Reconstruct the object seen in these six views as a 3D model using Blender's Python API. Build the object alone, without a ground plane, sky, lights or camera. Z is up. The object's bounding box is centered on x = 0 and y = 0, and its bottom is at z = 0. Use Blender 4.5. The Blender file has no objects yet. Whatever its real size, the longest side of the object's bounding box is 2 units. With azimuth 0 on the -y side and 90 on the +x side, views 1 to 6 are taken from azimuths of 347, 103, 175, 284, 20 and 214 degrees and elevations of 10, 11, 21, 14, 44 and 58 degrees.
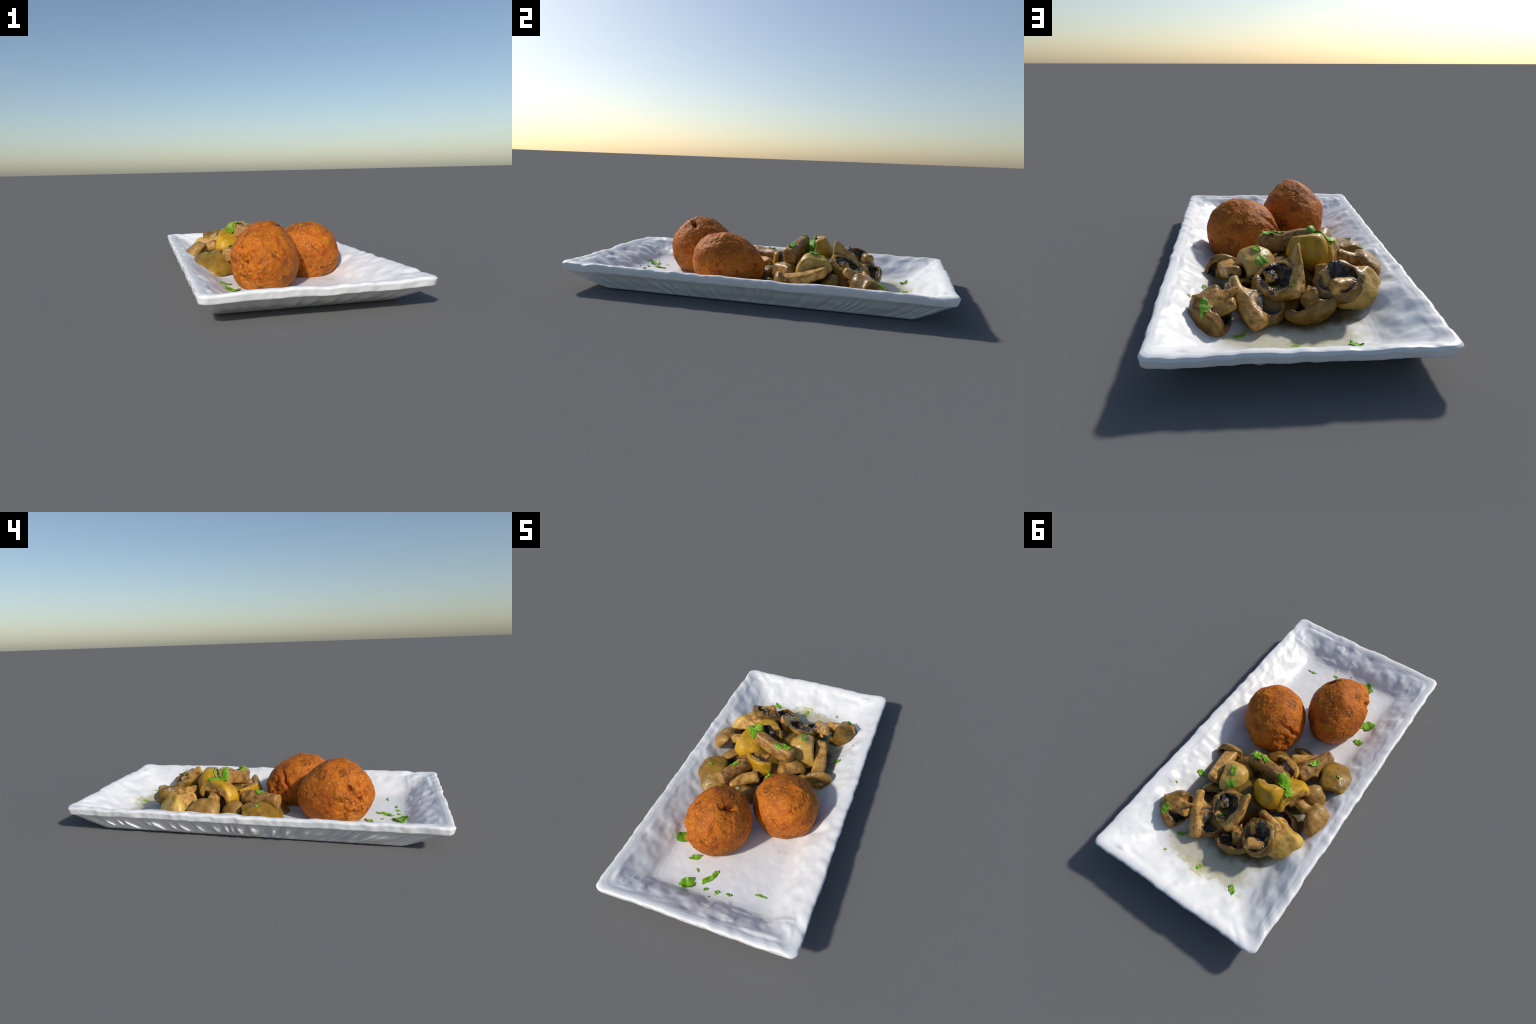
# A long white hand-made plate with two fried croquettes, a heap of cooked
# mushroom pieces and scattered parsley.  Everything is built from rules:
# the plate is a loft of rounded rectangles, the croquettes are roughened
# ellipsoids, every mushroom piece is an implicit mushroom (cap, gill hollow,
# stem) cut by knife planes and polygonised, and the parsley leaves are lobed
# outlines draped on what lies below them.
import bpy, math
import numpy as np
from mathutils import Matrix, Vector
from mathutils.bvhtree import BVHTree

PI = math.pi
scene = bpy.context.scene
COLL = scene.collection


# ----------------------------------------------------------------- numeric
def _hash(ix, iy, iz, seed):
    h = (ix * 374761393 + iy * 668265263 + iz * 2147483647 + seed * 1274126177) & 0xFFFFFFFF
    h = ((h ^ (h >> 13)) * 1274126177) & 0xFFFFFFFF
    h = ((h ^ (h >> 16)) * 2246822519) & 0xFFFFFFFF
    h = h ^ (h >> 15)
    return h.astype(np.float64) / 2147483647.5 - 1.0


def vnoise(P, size, seed=0):
    """Smooth lattice noise in -1..1; P is (n,3), size the lattice width in metres."""
    Q = np.asarray(P, float) / size + 1000.0
    I = np.floor(Q).astype(np.int64)
    F = Q - I
    W = F * F * F * (F * (F * 6 - 15) + 10)
    out = np.zeros(len(Q))
    for dx in (0, 1):
        wx = W[:, 0] if dx else 1 - W[:, 0]
        for dy in (0, 1):
            wy = W[:, 1] if dy else 1 - W[:, 1]
            for dz in (0, 1):
                wz = W[:, 2] if dz else 1 - W[:, 2]
                out += wx * wy * wz * _hash(I[:, 0] + dx, I[:, 1] + dy, I[:, 2] + dz, seed)
    return out


def fbm(P, size, seed=0, octaves=3):
    s, a, t = 0.0, 1.0, 0.0
    for o in range(octaves):
        s = s + a * vnoise(P, size / 2 ** o, seed + 17 * o)
        t += a
        a *= 0.5
    return s / t


def unit(v):
    v = np.asarray(v, float)
    return v / np.linalg.norm(v)


def sstep(a, b, x):
    t = np.clip((x - a) / (b - a), 0, 1)
    return t * t * (3 - 2 * t)


def smin(a, b, k):
    h = np.clip(0.5 + 0.5 * (b - a) / k, 0, 1)
    return b + (a - b) * h - k * h * (1 - h)


def smax(a, b, k):
    return -smin(-a, -b, k)


# --------------------------------------------------------------- materials
def new_mat(name):
    m = bpy.data.materials.new(name)
    m.use_nodes = True
    nt = m.node_tree
    nt.nodes.clear()
    out = nt.nodes.new("ShaderNodeOutputMaterial")
    b = nt.nodes.new("ShaderNodeBsdfPrincipled")
    nt.links.new(b.outputs[0], out.inputs[0])
    return m, nt, b


class G:
    """Small helper to write node graphs as expressions."""

    def __init__(s, nt, coord="Object"):
        s.nt = nt
        tc = nt.nodes.new("ShaderNodeTexCoord")
        s.co = tc.outputs[coord]

    def n(s, kind, **kw):
        node = s.nt.nodes.new(kind)
        for k, v in kw.items():
            setattr(node, k, v)
        return node

    def put(s, sock, v):
        if hasattr(v, "is_linked") or hasattr(v, "links"):
            s.nt.links.new(v, sock)
        elif isinstance(v, (tuple, list)) and len(v) == 3 and sock.type == "RGBA":
            sock.default_value = (*v, 1)
        else:
            sock.default_value = v

    def noise(s, scale, detail=3, rough=0.55, co=None, dist=0.0):
        t = s.n("ShaderNodeTexNoise")
        s.put(t.inputs["Vector"], co or s.co)
        t.inputs["Scale"].default_value = scale
        t.inputs["Detail"].default_value = detail
        t.inputs["Roughness"].default_value = rough
        t.inputs["Distortion"].default_value = dist
        return t.outputs["Fac"]

    def voronoi(s, scale, feature="F1", co=None, out="Distance"):
        t = s.n("ShaderNodeTexVoronoi", feature=feature)
        s.put(t.inputs["Vector"], co or s.co)
        t.inputs["Scale"].default_value = scale
        return t.outputs[out]

    def ramp(s, fac, stops):
        r = s.n("ShaderNodeValToRGB")
        e = r.color_ramp.elements
        while len(e) < len(stops):
            e.new(0.5)
        for el, (p, c) in zip(e, stops):
            el.position = p
            el.color = (*c, 1) if isinstance(c, (tuple, list)) else (c, c, c, 1)
        s.put(r.inputs[0], fac)
        return r.outputs[0]

    def mix(s, fac, a, b, mode="MIX"):
        m = s.n("ShaderNodeMix", data_type="RGBA", blend_type=mode)
        s.put(m.inputs[0], fac)
        s.put(m.inputs[6], a)
        s.put(m.inputs[7], b)
        return m.outputs[2]

    def math(s, op, a, b=0.0, clamp=False):
        m = s.n("ShaderNodeMath", operation=op, use_clamp=clamp)
        s.put(m.inputs[0], a)
        s.put(m.inputs[1], b)
        return m.outputs[0]

    def step(s, lo, hi, x):
        m = s.n("ShaderNodeMapRange", interpolation_type="SMOOTHSTEP")
        s.put(m.inputs[0], x)
        m.inputs[1].default_value = lo
        m.inputs[2].default_value = hi
        return m.outputs[0]

    def xyz(s, co=None):
        x = s.n("ShaderNodeSeparateXYZ")
        s.put(x.inputs[0], co or s.co)
        return x.outputs

    def scaled(s, sx, sy, sz, co=None):
        m = s.n("ShaderNodeMapping")
        s.put(m.inputs["Vector"], co or s.co)
        m.inputs["Scale"].default_value = (sx, sy, sz)
        return m.outputs[0]

    def blob(s, cx, cy, rx, ry, wobble=None):
        """1 inside a soft ellipse on the plate, 0 outside."""
        x, y, _ = s.xyz()
        dx = s.math("DIVIDE", s.math("SUBTRACT", x, cx), rx)
        dy = s.math("DIVIDE", s.math("SUBTRACT", y, cy), ry)
        d = s.math("SQRT", s.math("ADD", s.math("MULTIPLY", dx, dx), s.math("MULTIPLY", dy, dy)))
        if wobble is not None:
            d = s.math("ADD", d, s.math("MULTIPLY", s.math("SUBTRACT", wobble, 0.5), 0.9))
        return s.math("SUBTRACT", 1.0, s.step(0.75, 1.1, d))

    def bump(s, h, dist, strength, bsdf):
        b = s.n("ShaderNodeBump")
        s.put(b.inputs["Height"], h)
        b.inputs["Distance"].default_value = dist
        b.inputs["Strength"].default_value = strength
        s.nt.links.new(b.outputs[0], bsdf.inputs["Normal"])


def mat_plate():
    m, nt, b = new_mat("glazed_white_ceramic")
    g = G(nt)
    base = g.ramp(g.noise(5, 4), [(0.3, (0.765, 0.765, 0.765)), (0.7, (0.82, 0.815, 0.805))])
    wob = g.noise(9, 4)
    # thin oily juice on the floor round the mushrooms, with fine crackle
    x, y, z = g.xyz()
    low = g.math("SUBTRACT", 1.0, g.step(0.046, 0.075, z))
    pool = g.math("MAXIMUM", g.blob(0.0, 0.70, 0.30, 0.10, wob), g.blob(0.0, 0.30, 0.37, 0.50, wob))
    pool = g.math("MULTIPLY", pool, low)
    crack = g.math("SUBTRACT", 1.0, g.step(0.0, 0.09, g.voronoi(38, "DISTANCE_TO_EDGE")))
    juice = g.mix(g.math("MULTIPLY", crack, 0.35), (0.54, 0.50, 0.33), (0.36, 0.31, 0.17))
    col = g.mix(g.math("MULTIPLY", pool, 0.8), base, juice)
    # stronger yellow oil edges
    rim = g.math("MULTIPLY", g.step(0.48, 0.62, g.noise(14, 3)), low)
    rim = g.math("MULTIPLY", rim, g.blob(-0.05, 0.775, 0.24, 0.04, wob))
    col = g.mix(g.math("MULTIPLY", rim, 0.7), col, (0.46, 0.42, 0.12))
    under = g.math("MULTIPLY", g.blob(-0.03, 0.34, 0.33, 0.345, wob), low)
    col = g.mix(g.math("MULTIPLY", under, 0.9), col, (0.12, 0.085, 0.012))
    drip = g.math("MULTIPLY", g.blob(0.25, -0.40, 0.06, 0.05, wob), g.step(0.5, 0.62, g.noise(30, 2)))
    col = g.mix(g.math("MULTIPLY", drip, 0.25), col, (0.55, 0.48, 0.24))
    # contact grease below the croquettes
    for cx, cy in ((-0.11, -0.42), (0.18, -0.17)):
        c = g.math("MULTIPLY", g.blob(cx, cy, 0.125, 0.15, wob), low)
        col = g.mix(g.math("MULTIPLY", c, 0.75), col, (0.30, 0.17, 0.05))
    # a few sauce flecks
    v = g.voronoi(11, "F1")
    fleck = g.math("MULTIPLY", g.math("LESS_THAN", v, 0.035), g.step(0.52, 0.6, g.noise(3.1, 1)))
    col = g.mix(g.math("MULTIPLY", fleck, 0.45), col, (0.42, 0.33, 0.16))
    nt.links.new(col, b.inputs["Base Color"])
    b.inputs["Roughness"].default_value = 0.38
    b.inputs["Specular IOR Level"].default_value = 0.4
    g.bump(g.noise(28, 3), 0.01, 0.05, b)
    return m


def mat_croquette(name, holes):
    """Deep fried crust; holes = dark torn pits, (place in the croquette, radius)."""
    m, nt, b = new_mat(name)
    g = G(nt)
    col = g.ramp(g.noise(8, 5, 0.6), [(0.30, (0.27, 0.070, 0.008)), (0.45, (0.46, 0.122, 0.008)), (0.60, (0.58, 0.158, 0.009)), (0.76, (0.55, 0.098, 0.009))])
    golden = g.step(0.54, 0.68, g.noise(6, 3))
    col = g.mix(g.math("MULTIPLY", golden, 0.5), col, (0.62, 0.225, 0.012))
    # dark red-brown shreds and pale fried crumbs
    red = g.math("MULTIPLY", g.step(0.55, 0.66, g.noise(30, 4, 0.65, dist=0.6)), g.step(0.40, 0.6, g.noise(7, 2)))
    col = g.mix(g.math("MULTIPLY", red, 0.85), col, (0.30, 0.030, 0.008))
    dark = g.step(0.55, 0.68, g.noise(18, 4, 0.6, dist=0.9))
    col = g.mix(g.math("MULTIPLY", dark, 0.7), col, (0.095, 0.024, 0.006))
    pale = g.step(0.54, 0.68, g.noise(85, 3, 0.7, dist=0.5))
    col = g.mix(g.math("MULTIPLY", pale, 0.6), col, (0.80, 0.36, 0.045))
    grit = g.step(0.56, 0.70, g.noise(60, 3, 0.7, dist=0.8, co=g.scaled(1, 1, 1.7)))
    col = g.mix(g.math("MULTIPLY", grit, 0.6), col, (0.20, 0.045, 0.008))
    v = g.voronoi(13, "F1")
    onion = g.math("MULTIPLY", g.math("SUBTRACT", 1.0, g.step(0.10, 0.2, v)), g.step(0.58, 0.66, g.noise(5.3, 1)))
    col = g.mix(g.math("MULTIPLY", onion, 0.7), col, (0.15, 0.045, 0.06))
    big = g.step(0.50, 0.64, g.noise(5.2, 4, 0.6, dist=0.4))
    col = g.mix(g.math("MULTIPLY", big, 0.55), col, g.mix(g.noise(40, 3), (0.20, 0.035, 0.007), (0.50, 0.095, 0.010)))
    # paler, less fried underside
    z = g.xyz()[2]
    wz = g.math("ADD", z, g.math("MULTIPLY", g.math("SUBTRACT", g.noise(14, 3), 0.5), 0.09))
    col = g.mix(g.math("MULTIPLY", g.math("SUBTRACT", 1.0, g.step(-0.105, -0.06, wz)), 0.3), col, (0.40, 0.20, 0.05))
    for p, r in holes:
        d = g.n("ShaderNodeVectorMath", operation="DISTANCE")
        g.put(d.inputs[0], g.co)
        d.inputs[1].default_value = p
        w = g.math("ADD", d.outputs["Value"], g.math("MULTIPLY", g.math("SUBTRACT", g.noise(34, 3), 0.5), r * 1.6))
        col = g.mix(g.math("MULTIPLY", g.math("SUBTRACT", 1.0, g.step(r * 0.5, r, w)), 0.8), col, (0.11, 0.014, 0.006))
    nt.links.new(col, b.inputs["Base Color"])
    b.inputs["Roughness"].default_value = 0.62
    b.inputs["Specular IOR Level"].default_value = 0.22
    h = g.math("ADD", g.math("MULTIPLY", g.noise(80, 4, 0.65), 0.6), g.math("MULTIPLY", g.noise(200, 2), 0.4))
    g.bump(h, 0.005, 0.6, b)
    return m


def mat_flesh(name, light, mid, dark, skin=None, skin_dark=None):
    """Cut mushroom flesh; where the solid mushroom's outer shell is met
    (object coordinates are mushroom units: |p| = 1 on the cap skin) the
    cap skin shows."""
    m, nt, b = new_mat(name)
    g = G(nt)
    n = g.noise(3.2, 4, 0.6)
    col = g.ramp(n, [(0.34, dark), (0.45, mid), (0.60, light)])
    if skin:
        ln = g.n("ShaderNodeVectorMath", operation="LENGTH")
        g.put(ln.inputs[0], g.co)
        wob = g.math("MULTIPLY", g.math("SUBTRACT", g.noise(2.6, 3), 0.5), 0.22)
        r = g.math("ADD", ln.outputs["Value"], wob)
        sk = g.ramp(g.noise(1.9, 4), [(0.32, skin_dark), (0.62, skin)])
        col = g.mix(g.step(0.80, 0.90, r), col, sk)
    # stains and dark juice
    st = g.step(0.56, 0.76, g.noise(5.0, 4, 0.6, dist=0.5))
    col = g.mix(g.math("MULTIPLY", st, 0.42), col, tuple(c * 0.42 for c in dark))
    fine = g.noise(24, 4, 0.75, co=g.scaled(1, 1, 0.35))
    col = g.mix(0.5, col, g.ramp(fine, [(0.35, 0.70), (0.65, 1.0)]), "MULTIPLY")
    nt.links.new(col, b.inputs["Base Color"])
    nt.links.new(g.ramp(g.noise(9, 3), [(0.35, 0.27), (0.65, 0.50)]), b.inputs["Roughness"])
    b.inputs["Specular IOR Level"].default_value = 0.3
    b.inputs["Coat Weight"].default_value = 0.10
    b.inputs["Coat Roughness"].default_value = 0.20
    h = g.math("ADD", g.math("MULTIPLY", g.noise(11, 3, 0.55), 0.65), g.math("MULTIPLY", g.noise(30, 3, 0.6, co=g.scaled(1, 1, 0.5)), 0.35))
    g.bump(h, 0.005, 0.45, b)
    return m


def mat_gill():
    m, nt, b = new_mat("dark_wet_gills")
    g = G(nt)
    x, y, z = g.xyz()
    ang = g.math("ARCTAN2", y, x)
    lam = g.math("SINE", g.math("MULTIPLY", ang, 46.0))
    lam = g.math("ADD", g.math("MULTIPLY", lam, 0.5), g.math("MULTIPLY", g.noise(7, 4, 0.65), 1.4))
    col = g.ramp(g.noise(4, 4, 0.6), [(0.34, (0.016, 0.012, 0.012)), (0.48, (0.055, 0.040, 0.034)), (0.64, (0.17, 0.115, 0.08))])
    col = g.mix(g.math("MULTIPLY", g.step(0.56, 0.68, g.noise(3.2, 4, 0.6, dist=0.6)), 0.85), col, (0.24, 0.125, 0.045))
    nt.links.new(col, b.inputs["Base Color"])
    b.inputs["Roughness"].default_value = 0.30
    b.inputs["Specular IOR Level"].default_value = 0.55
    g.bump(lam, 0.004, 0.55, b)
    return m


def mat_parsley():
    m, nt, b = new_mat("fresh_parsley_green")
    g = G(nt)
    x, y, z = g.xyz()
    n = g.noise(30, 3)
    col = g.ramp(n, [(0.3, (0.13, 0.34, 0.010)), (0.65, (0.27, 0.56, 0.022))])
    vein = g.math("SUBTRACT", 1.0, g.step(0.0, 0.0016, g.math("ABSOLUTE", y)))
    col = g.mix(g.math("MULTIPLY", vein, 0.4), col, (0.30, 0.62, 0.08))
    nt.links.new(col, b.inputs["Base Color"])
    b.inputs["Roughness"].default_value = 0.5
    tr = g.n("ShaderNodeBsdfTranslucent")
    nt.links.new(col, tr.inputs[0])
    mx = g.n("ShaderNodeMixShader")
    mx.inputs[0].default_value = 0.15
    nt.links.new(b.outputs[0], mx.inputs[1])
    nt.links.new(tr.outputs[0], mx.inputs[2])
    out = [q for q in nt.nodes if q.type == "OUTPUT_MATERIAL"][0]
    nt.links.new(mx.outputs[0], out.inputs[0])
    g.bump(g.noise(60, 2), 0.003, 0.4, b)
    return m


PLATE, GILL, PARSLEY = mat_plate(), mat_gill(), mat_parsley()
TAN = ((0.64, 0.36, 0.095), (0.46, 0.235, 0.054), (0.23, 0.10, 0.022))
BRN = ((0.46, 0.24, 0.066), (0.32, 0.155, 0.040), (0.14, 0.062, 0.018))
FLESH = {
    "yellow": mat_flesh("yellow_cap", *TAN, skin=(0.62, 0.345, 0.014), skin_dark=(0.38, 0.20, 0.009)),
    "olive": mat_flesh("olive_cap", *TAN, skin=(0.36, 0.200, 0.020), skin_dark=(0.17, 0.088, 0.012)),
    "brown": mat_flesh("brown_cap", *BRN, skin=(0.27, 0.145, 0.020), skin_dark=(0.115, 0.062, 0.010)),
    "tan": mat_flesh("tan_cap", *TAN, skin=(0.43, 0.235, 0.052), skin_dark=(0.22, 0.11, 0.022)),
    "pale": mat_flesh("pale_cap", *TAN, skin=(0.66, 0.42, 0.095), skin_dark=(0.46, 0.265, 0.045)),
    "stem": mat_flesh("mushroom_stem_flesh", *TAN),
    "stem_brown": mat_flesh("brown_stem_flesh", *BRN),
}


# ------------------------------------------------------------------ helpers
def mesh_obj(name, V, F, mat, smooth=True):
    me = bpy.data.meshes.new(name)
    V = np.asarray(V, np.float32)
    F = np.asarray(F, np.int32)
    k = F.shape[1]
    me.vertices.add(len(V))
    me.vertices.foreach_set("co", V.ravel())
    me.loops.add(F.size)
    me.loops.foreach_set("vertex_index", F.ravel())
    me.polygons.add(len(F))
    me.polygons.foreach_set("loop_start", np.arange(0, F.size, k, dtype=np.int32))
    me.polygons.foreach_set("use_smooth", np.full(len(F), smooth))
    me.update(calc_edges=True)
    me.validate()
    me.materials.append(mat)
    ob = bpy.data.objects.new(name, me)
    COLL.objects.link(ob)
    return ob


def tag(ob, label, category):
    ob["label"] = label
    ob["category"] = category


# -------------------------------------------------------------------- plate
def rounded_rect(a, b, r, ns_short=150, ns_long=300, nc=14):
    """Outline, counter-clockwise from the lower right side; same count for any size."""
    pts = []
    sides = [((a, -b + r), (a, b - r), ns_long), ((a - r, b), (-a + r, b), ns_short),
             ((-a, b - r), (-a, -b + r), ns_long), ((-a + r, -b), (a - r, -b), ns_short)]
    cs = [(a - r, b - r, 0), (-a + r, b - r, 90), (-a + r, -b + r, 180), (a - r, -b + r, 270)]
    for (p, q, n), (cx, cy, a0) in zip(sides, cs):
        t = np.linspace(0, 1, n, endpoint=False)[:, None]
        pts.append(np.array(p) * (1 - t) + np.array(q) * t)
        th = np.radians(a0 + np.linspace(0, 90, nc, endpoint=False))
        pts.append(np.stack([cx + r * np.cos(th), cy + r * np.sin(th)], 1))
    return np.concatenate(pts)


FLOOR = 0.030


def build_plate():
    # profile from the middle of the underside, round the rim, to the middle of the floor:
    # half width, half length, corner radius, height, steps to the next station
    prof = [(0.02, 0.40, 0.015, 0.0, 10), (0.411, 0.779, 0.03, 0.0, 3), (0.421, 0.789, 0.03, 0.003, 8), (0.463, 0.893, 0.03, 0.052, 8),
            (0.495, 0.972, 0.03, 0.094, 3), (0.502, 0.989, 0.032, 0.101, 6), (0.506, 0.997, 0.036, 0.131, 3),
            (0.500, 0.991, 0.038, 0.139, 3), (0.490, 0.979, 0.038, 0.141, 4), (0.474, 0.964, 0.038, 0.138, 4),
            (0.450, 0.943, 0.04, 0.128, 26), (0.326, 0.815, 0.05, 0.046, 5), (0.308, 0.795, 0.055, 0.037, 5),
            (0.288, 0.77, 0.06, FLOOR + 0.002, 4), (0.265, 0.745, 0.06, FLOOR, 46), (0.02, 0.40, 0.012, FLOOR, 0)]
    st = []
    for p, q in zip(prof[:-1], prof[1:]):
        for i in range(p[4]):
            t = i / p[4]
            st.append([p[j] * (1 - t) + q[j] * t for j in range(4)])
    st.append(list(prof[-1][:4]))
    rim2d = rounded_rect(0.50, 0.98, 0.036)
    N = len(rim2d)
    rim3 = np.c_[rim2d, np.zeros(N)]
    # slanted outer flutes, shaped to give sunlit and dark streaks: an uneven triangle wave
    arc = np.r_[0, np.cumsum(np.linalg.norm(np.diff(rim2d, axis=0), axis=1))]
    wave = np.arcsin(np.sin(2 * PI * (arc / 0.084 + 1.1 * vnoise(rim3, 0.16, 3) + 0.3 * vnoise(rim3, 0.05, 4)))) * 2 / PI
    ridge = wave * (0.75 + 0.5 * vnoise(rim3, 0.22, 5)) + 0.3 * vnoise(rim3, 0.3, 7) + 0.15 * vnoise(rim3, 0.02, 6) - 0.1
    rings = []
    for k, (a, b, r, z) in enumerate(st):
        p = rounded_rect(a, b, r)
        P = np.c_[p, np.full(N, z)]
        out = p / np.linalg.norm(p, axis=1)[:, None]
        # sideways direction of the rectangle's side
        side = np.where((np.abs(p[:, 0]) / a > np.abs(p[:, 1]) / b)[:, None], np.c_[np.sign(p[:, 0]), np.zeros(N)], np.c_[np.zeros(N), np.sign(p[:, 1])])
        inner = k > 48
        if not inner:
            P[:, 1] += 0.036 * sstep(0.3, 0.75, p[:, 1]) * (1 - sstep(0.0, 0.1, z))
            w = sstep(0.004, 0.03, z) * (1 - sstep(0.075, 0.102, z))
            # deep on the near long side, faint on the far one; the crests die out below the rim
            depth = np.where(np.abs(side[:, 1]) > 0.5, 0.012, np.where(p[:, 0] > 0, 0.006, 0.0205))
            r = np.where(ridge > 0, ridge * (1 - sstep(0.045, 0.082, z)), ridge) - np.where(side[:, 0] > 0.5, 0.9, 0.1)
            P[:, :2] += side * (depth * np.minimum(r, 0.7) * w)[:, None]
            band = sstep(0.085, 0.11, z)
            P[:, :2] += side * (band * (0.0035 * vnoise(rim3, 0.06, 8) + 0.002 * vnoise(P, 0.025, 9)))[:, None]
            P[:, 2] += band * (0.004 * vnoise(rim3, 0.11, 10) + 0.003 * vnoise(rim3, 0.045, 11) + 0.003 * vnoise(rim3, 0.5, 12))
        else:
            wall = sstep(FLOOR + 0.002, 0.06, z)
            lip = sstep(0.12, 0.134, z)
            P[:, :2] += side * (lip * 0.0035 * vnoise(rim3, 0.06, 8))[:, None]
            dim = 0.0065 * vnoise(P, 0.095, 21) + 0.0058 * vnoise(P, 0.052, 22) + 0.0018 * vnoise(P, 0.028, 23)
            P[:, 2] += dim * wall * (1 - lip) + (0.0014 * vnoise(P, 0.07, 24) + 0.0008 * vnoise(P, 0.03, 25)) * (1 - wall)
            P[:, 2] += lip * (0.004 * vnoise(rim3, 0.11, 10) + 0.003 * vnoise(rim3, 0.045, 11) + 0.003 * vnoise(rim3, 0.5, 12))
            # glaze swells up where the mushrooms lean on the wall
            for cx, cy, s, h in ((-0.37, 0.48, 0.045, 0.022), (-0.40, 0.07, 0.04, 0.015), (0.405, 0.60, 0.03, 0.018)):
                P[:, 2] += h * np.exp(-((P[:, 0] - cx) ** 2 + (P[:, 1] - cy) ** 2) / (2 * s * s))
            # end-wall foot: crease and bumps modelled to cast its thin shadow line and specks
            end = sstep(-0.775, -0.80, P[:, 1]) * (1 - lip)
            P[:, 2] += 0.0045 * np.exp(-((P[:, 1] + 0.822 + 0.01 * vnoise(P, 0.15, 31)) / 0.010) ** 2) * sstep(-0.1, 0.4, vnoise(P, 0.09, 32)) * (1 - lip)
            P[:, 2] += 0.0032 * end * sstep(0.45, 0.75, vnoise(P * [1, 0.6, 1], 0.034, 33))
            # the long plate is slightly warped: the foot of two walls stands higher, the far end dips
            P[:, 2] += (0.011 * np.exp(-((P[:, 1] + 0.875) / 0.045) ** 2) + 0.009 * np.exp(-((P[:, 0] - 0.38) / 0.065) ** 2) + 0.006 * np.exp(-((P[:, 0] + 0.38) / 0.06) ** 2) * sstep(-0.3, -0.1, P[:, 1])) * (1 - lip)
            P[:, 2] -= 0.006 * sstep(0.45, 0.75, P[:, 1]) * (1 - lip)
            P[:, 2] -= 0.004 * np.exp(-((P[:, 0] + 0.38) / 0.09) ** 2 - ((P[:, 1] - 0.76) / 0.15) ** 2)
        rings.append(P)
    V = np.concatenate(rings)
    K = len(rings)
    i = np.arange(N)
    j = (i + 1) % N
    F = np.concatenate([np.stack([k * N + i, k * N + j, (k + 1) * N + j, (k + 1) * N + i], 1) for k in range(K - 1)])
    ob = mesh_obj("plate", V, F, PLATE)
    # close the two narrow slots left along the middle
    import bmesh
    bm = bmesh.new()
    bm.from_mesh(ob.data)
    bmesh.ops.holes_fill(bm, edges=[e for e in bm.edges if e.is_boundary], sides=0)
    bmesh.ops.triangulate(bm, faces=[f for f in bm.faces if len(f.verts) > 4])
    bmesh.ops.recalc_face_normals(bm, faces=bm.faces)
    for f in bm.faces:
        f.smooth = True
    bm.to_mesh(ob.data)
    bm.free()
    tag(ob, "long white glazed rectangular plate with hammered sloping sides", "serving plate")
    return ob


# --------------------------------------------------------------- croquettes
def rot_xyz(rx, ry, rz):
    return np.array(Matrix.Rotation(rz, 3, "Z") @ Matrix.Rotation(ry, 3, "Y") @ Matrix.Rotation(rx, 3, "X"))


def build_croquette(center, radii, rot, seed, dents, noses, rough, holes):
    import bmesh
    bm = bmesh.new()
    bmesh.ops.create_icosphere(bm, subdivisions=7, radius=1.0)
    me = bpy.data.meshes.new("croquette")
    bm.to_mesh(me)
    bm.free()
    n = len(me.vertices)
    U = np.empty(n * 3)
    me.vertices.foreach_get("co", U)
    U = U.reshape(n, 3)
    R = rot_xyz(*[math.radians(a) for a in rot])
    C = np.array(center)
    D = (U * np.array(radii)) @ R.T
    W = D / np.linalg.norm(D, axis=1)[:, None]
    off = 0.010 * fbm(D, 0.11, seed, 2) + 0.0034 * fbm(D, 0.045, seed + 1, 2)
    grain = 0.0022 * fbm(D, 0.013, seed + 2, 2)
    crack = np.abs(vnoise(D + 0.01 * np.c_[vnoise(D, 0.03, seed + 7), vnoise(D, 0.03, seed + 8), vnoise(D, 0.03, seed + 9)], 0.055, seed + 3))
    off -= 0.0022 * (1 - sstep(0.0, 0.12, crack)) * sstep(-0.1, 0.5, vnoise(D, 0.11, seed + 4))
    pits = vnoise(D, 0.028, seed + 5)
    off -= 0.003 * sstep(0.60, 0.95, pits)
    for d, ang, amp in rough:
        w = sstep(math.cos(math.radians(ang)), 1.0, W @ unit(d))
        off += w * amp * (fbm(D, 0.055, seed + 11, 4) + 0.05)
    for d, long_dir, wl, ws, depth in dents:
        d = unit(d)
        l = unit(np.asarray(long_dir) - d * np.dot(d, long_dir))
        s = np.cross(d, l)
        q = W - d
        wob = 0.04 * vnoise(D, 0.03, seed + 13)
        e = ((q @ l) / wl) ** 2 + ((q @ s + wob) / ws) ** 2
        off -= depth * np.exp(-e) * (W @ d > 0)
    for d, ang, amp in noses:
        w = np.clip((W @ unit(d) - math.cos(math.radians(ang))) / (1 - math.cos(math.radians(ang))), 0, 1)
        off += amp * w ** 1.5
    P = D + W * (off + grain)[:, None]
    base = FLOOR - 0.001 - C[2]
    P[:, 2] = np.where(P[:, 2] < base, base, P[:, 2])
    me.vertices.foreach_set("co", P.astype(np.float32).ravel())
    me.polygons.foreach_set("use_smooth", np.full(len(me.polygons), True))
    me.update()
    me.materials.append(mat_croquette("fried_orange_crust", holes))
    ob = bpy.data.objects.new("croquette", me)
    ob.location = center
    COLL.objects.link(ob)
    return ob


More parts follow.
